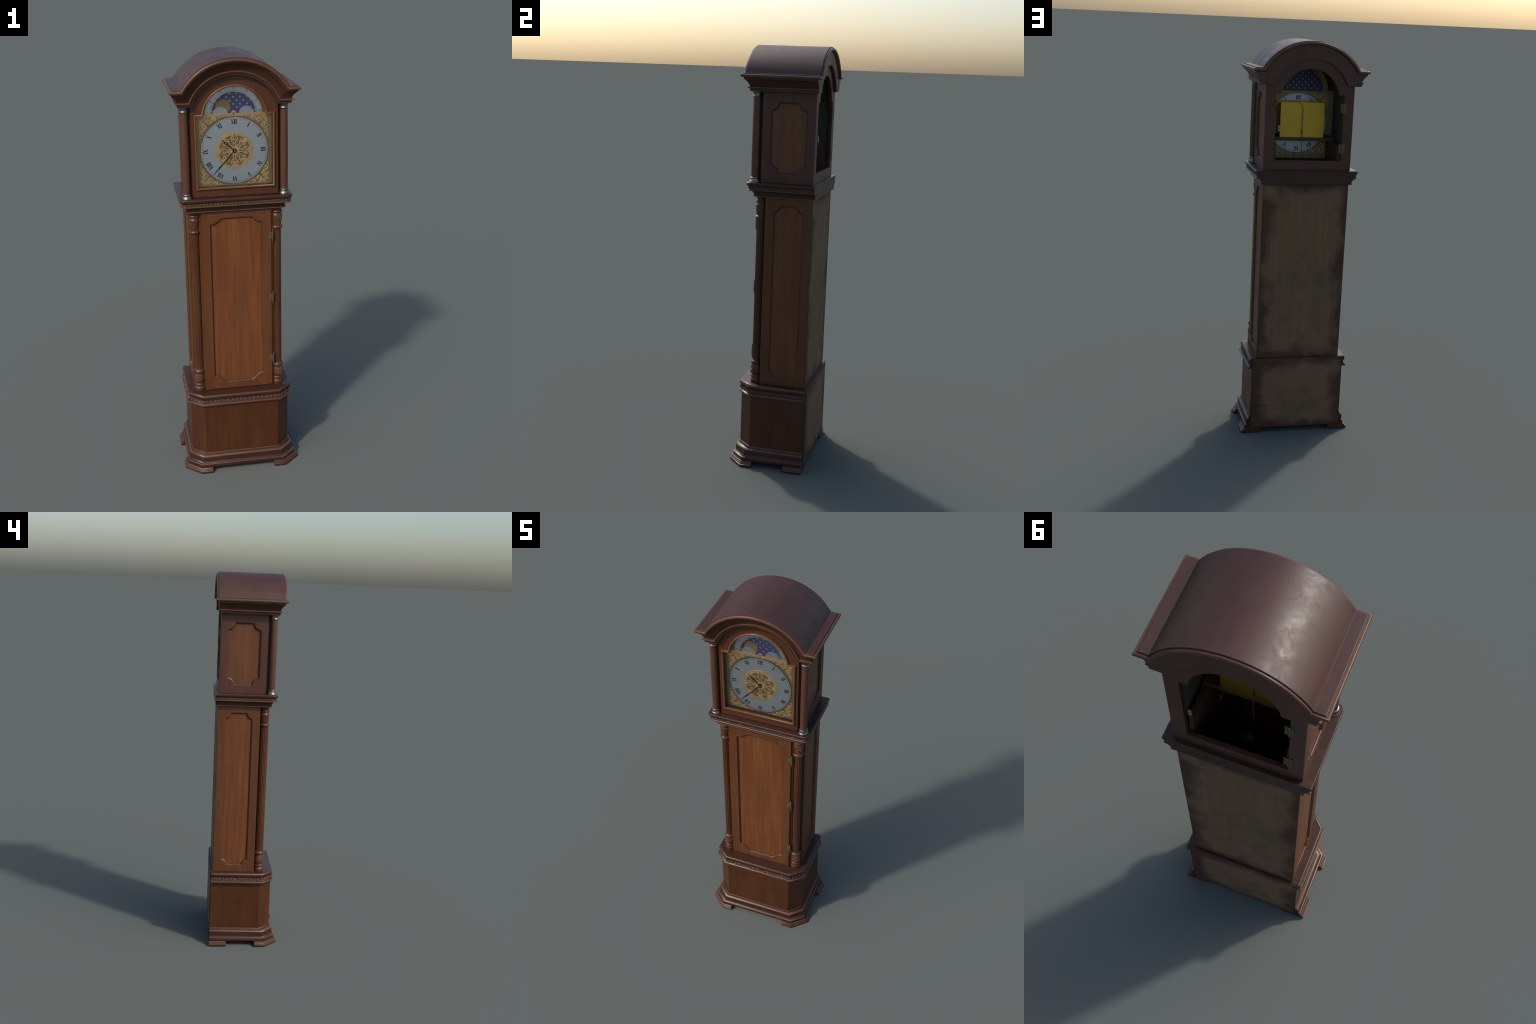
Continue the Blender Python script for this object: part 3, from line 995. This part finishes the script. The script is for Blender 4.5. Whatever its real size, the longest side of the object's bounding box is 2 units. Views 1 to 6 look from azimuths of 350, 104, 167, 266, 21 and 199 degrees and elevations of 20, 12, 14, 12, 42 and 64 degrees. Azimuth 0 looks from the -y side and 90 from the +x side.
def text_plate(name, word, size, r, ang, y0, y1, mat, parent):
    cu = bpy.data.curves.new(name, "FONT")
    cu.body, cu.size, cu.align_x, cu.align_y = word, size, "CENTER", "CENTER"
    cu.extrude, cu.resolution_u = abs(y1 - y0) / 2, 3
    ob = bpy.data.objects.new(name, cu)
    COL.objects.link(ob)
    me = bpy.data.meshes.new_from_object(ob.evaluated_get(bpy.context.evaluated_depsgraph_get()))
    bpy.data.objects.remove(ob)
    bpy.data.curves.remove(cu)
    for v in me.vertices:
        x, z, d = v.co
        v.co = (r * cos(ang) + x * .9 * sin(ang) + z * cos(ang), (y0 + y1) / 2 + d, MZ - .004 + r * sin(ang) - x * .9 * cos(ang) + z * sin(ang))
    me.materials.clear()
    me.materials.append(mat)
    me.name = name
    o = bpy.data.objects.new(name, me)
    COL.objects.link(o)
    o.parent = parent
    return o


for d in (1, 5, 10, 15, 20, 25, 29):
    text_plate("day_number", str(d), .0140, .1158, pi * (1 - d / 30), -.0960, -.0973, INK, MOON_D)

# painted moon, two hemispheres with a net of meridians


def dome(B, cx, cz, r, a0, a1, y, rise, n=32, rings=6):
    loops = []
    for k in range(rings + 1):
        t = k / rings * pi / 2
        q = r * cos(t) if k < rings else r * .02
        loops.append([(cx + q * cos(a0 + (a1 - a0) * i / n), y - rise * sin(t), cz + q * sin(a0 + (a1 - a0) * i / n)) for i in range(n + 1)])
    loft(B, loops, closed_loop=False)


B = Build()
MCX, MCZ, MR = -.0463, 1.7776, .0345
keep = [p for p in circle(MCX, MCZ, MR, 64)]
plate(B, [keep], -.0935, -.0946, FRONT, .0005)
moon = B.done("moon", MOON, MOON_D)
B = Build()
plate(B, [circle(MCX, MCZ, MR, 64), circle(MCX, MCZ, MR - .0009, 64)], -.0940, -.0949)
B.done("moon_rim", plain("dark_rim_paint", (.06, .040, .022), .6), moon)
for gx in (-.0580, .0569):
    gz, gr = MZ - .0043, .0338
    B = Build()
    plate(B, [arc(gx, gz, gr, 0, pi, 40)], -.0935, -.0957, FRONT, .0004)
    g = B.done("globe", GLOBE, MOON_D)
    B = Build()
    srf = flat_surface(-.0956)
    th, ht = (lambda t: .00042), (lambda t: .0003)
    relief(B, arc(gx, gz, gr - .0030, 0, pi, 30), lambda t: .0006, ht, srf)
    q = gr - .0034
    for k in range(-3, 4):
        for lean in (1, -1):
            pts = []
            for i in range(17):
                u = -q + 2 * q * i / 16
                x = k * q * .34 + lean * u * .62
                z = (u + q) * .5 + lean * x * 0
                if x * x + z * z < q * q:
                    pts.append((gx + x, gz + z))
            if len(pts) > 2:
                relief(B, pts, th, ht, srf)
    B.done("globe_net", INK_SOFT, g, kind="stuff")

# golden lilies scattered over the night sky (they show on both faces)
B = Build()
def lily(B, w0, w1):
    g = 1.28
    for k, piece in enumerate(([(0, .0062), (-.0013, .0032), (-.0008, .0000), (.0008, .0000), (.0013, .0032)],
                               [(.0006, -.0008), (.0012, .0014), (.0024, .0026), (.0036, .0020), (.0040, .0000), (.0031, .0009), (.0023, .0004), (.0016, -.0010)],
                               rect(-.0024, -.0013, .0024, -.0003), [(-.0014, -.0010), (-.0016, -.0028), (0, -.0036), (.0016, -.0028), (.0014, -.0010)])):
        for m in ((1, -1) if k == 1 else (1,)):
            plate(B, [[(m * a * g, b * g) for a, b in piece]], w0 - .00004 * k, w1 - .00004 * k)
lily(B, -.0876, -.0939)
first = B.done("fleur_de_lis", STAR, MOON_D)
spots = []
for row in range(-1, 9):
    for c in range(-4, 5):
        x = -.0005 + .0307 * c + (.01535 if row % 2 else 0)
        z = 1.7570 + .0154 * row
        if math.hypot(x, z - MZ + .004) < .1190 and z > MZ - .002:
            spots.append((x, z))
for i, (x, z) in enumerate(spots):
    ob = first if i == 0 else bpy.data.objects.new("fleur_de_lis", first.data)
    if i:
        COL.objects.link(ob)
        ob.parent = MOON_D
    ob.location = (x, 0, z)

# ------------------------------------------------- works seen through the back
B = Build()
box(B, -.171, -.082, 1.5040, .171, .0205, 1.5225, bevel=.0012)
B.done("seat_board", W_INSIDE)
for sx in (1, -1):
    slab("cheek_board", [[(-.082, 1.2900), (.1580, 1.2900), (.1370, 1.5035), (-.082, 1.5035)]], sx * .1545, sx * .1715, W_INSIDE, SIDE, .0012)
B = Build()
plate(B, [rounded(-.1125, 1.5150, .1125, 1.6960, .007)], .0150, .0200, FRONT, .0012)
MOVE = B.done("movement", YELLOW)
B = Build()
plate(B, [rounded(-.1125, 1.5230, .1125, 1.6960, .007)], -.0780, -.0720, FRONT, .0012)
B.done("movement_plate", YELLOW, MOVE)
B = Build()
for x in (-.095, .095):
    for z in (1.535, 1.680):
        rod(B, (x, -.073, z), (x, .016, z), .006, 12)
box(B, -.060, -.073, 1.540, .060, .0155, 1.660)
B.done("movement_pillar", plain("dark_brass_works", (.16, .115, .030), .5, .3), MOVE)
B = Build()
box(B, -.010, .0190, 1.6830, .013, .0300, 1.6990, bevel=.001)
box(B, -.0045, .0190, 1.6700, .0035, .0310, 1.6840, bevel=.001)
B.done("suspension_block", YELLOW, MOVE)
B = Build()
for x, z in ((.0560, 1.5830), (-.008, 1.6120)):
    plate(B, [circle(x, z, .0027, 12)], .0195, .0225, FRONT, .0006)
B.done("arbor_end", STEEL, MOVE)
B = Build()
rod(B, (0, .0290, 1.6920), (0, .0290, .780), .0016)
lathe(B, [(.0005, 1.545), (.0036, 1.545), (.0036, 1.556), (.0005, 1.556)], 0, .0290, segs=12)
PEND = B.done("pendulum", plain("grey_steel_rod", (.10, .11, .13), .5, .5))
B = Build()
loft(B, [[(r * cos(2 * pi * i / 40), .029 + y, .740 + r * sin(2 * pi * i / 40)) for i in range(40)] for r, y in ((.004, -.012), (.030, -.009), (.050, 0), (.030, .009), (.004, .012))], cap0=True, cap1=True)
B.done("pendulum_bob", BRASS, PEND)
B = Build()
for x in (.0330, .0745):
    rod(B, (x, .004, 1.5045), (x, .004, 1.2300 if x < .05 else .80), .0007, 6)
CORD = B.done("weight_cord", plain("gut_cord", (.020, .018, .016), .8))
B = Build()
lathe(B, [(.002, 1.245), (.004, 1.240), (.004, 1.232), (.022, 1.229), (.0235, 1.225), (.0235, 1.040), (.0215, 1.036), (.002, 1.036)], .0330, .008, segs=32)
B.done("weight", LEAD, CORD)
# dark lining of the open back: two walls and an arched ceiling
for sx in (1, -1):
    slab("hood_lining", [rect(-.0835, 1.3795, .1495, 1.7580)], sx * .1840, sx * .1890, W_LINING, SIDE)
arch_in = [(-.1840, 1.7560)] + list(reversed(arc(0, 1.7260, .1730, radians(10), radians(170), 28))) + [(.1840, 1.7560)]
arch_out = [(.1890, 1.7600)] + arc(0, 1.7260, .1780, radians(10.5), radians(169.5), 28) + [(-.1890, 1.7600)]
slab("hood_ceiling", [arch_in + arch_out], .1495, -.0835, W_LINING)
# hinges and strike of the missing glazed door
hg = None
for z in (1.6845, 1.4865):
    if hg is None:
        B = Build()
        for s in (1, -1):
            plate(B, [rect(s * .0036, -.0225, s * .0145, .0225) if s > 0 else rect(-.0145, -.0225, -.0036, .0225)], .1668, .1700, FRONT, .0006)
            plate(B, [rect(min(s * .0055, s * .0125), -.0165, max(s * .0055, s * .0125), .0165)], .1695, .1706, FRONT, .0004)
        lathe(B, [(.0015, -.0255), (.0032, -.0245), (.0042, -.0235), (.0042, -.0080), (.0036, -.0075), (.0042, -.0070), (.0042, .0070), (.0036, .0075), (.0042, .0080), (.0042, .0235), (.0032, .0245), (.0015, .0255)], 0, .1700, segs=14)
        hob = B.done("hinge", BRASS_AGED)
        hg = hob.data
    else:
        hob = bpy.data.objects.new("hinge", hg)
        COL.objects.link(hob)
        hob.parent = THING
    hob.location = (-.1682, 0, z)
B = Build()
plate(B, [rect(.1412, 1.5675, .1535, 1.5965), rect(.1455, 1.5780, .1490, 1.5870)], .1640, .1680, FRONT, .0005)
B.done("lock_strike", plain("nickel_plate", (.30, .28, .23), .4, .6))
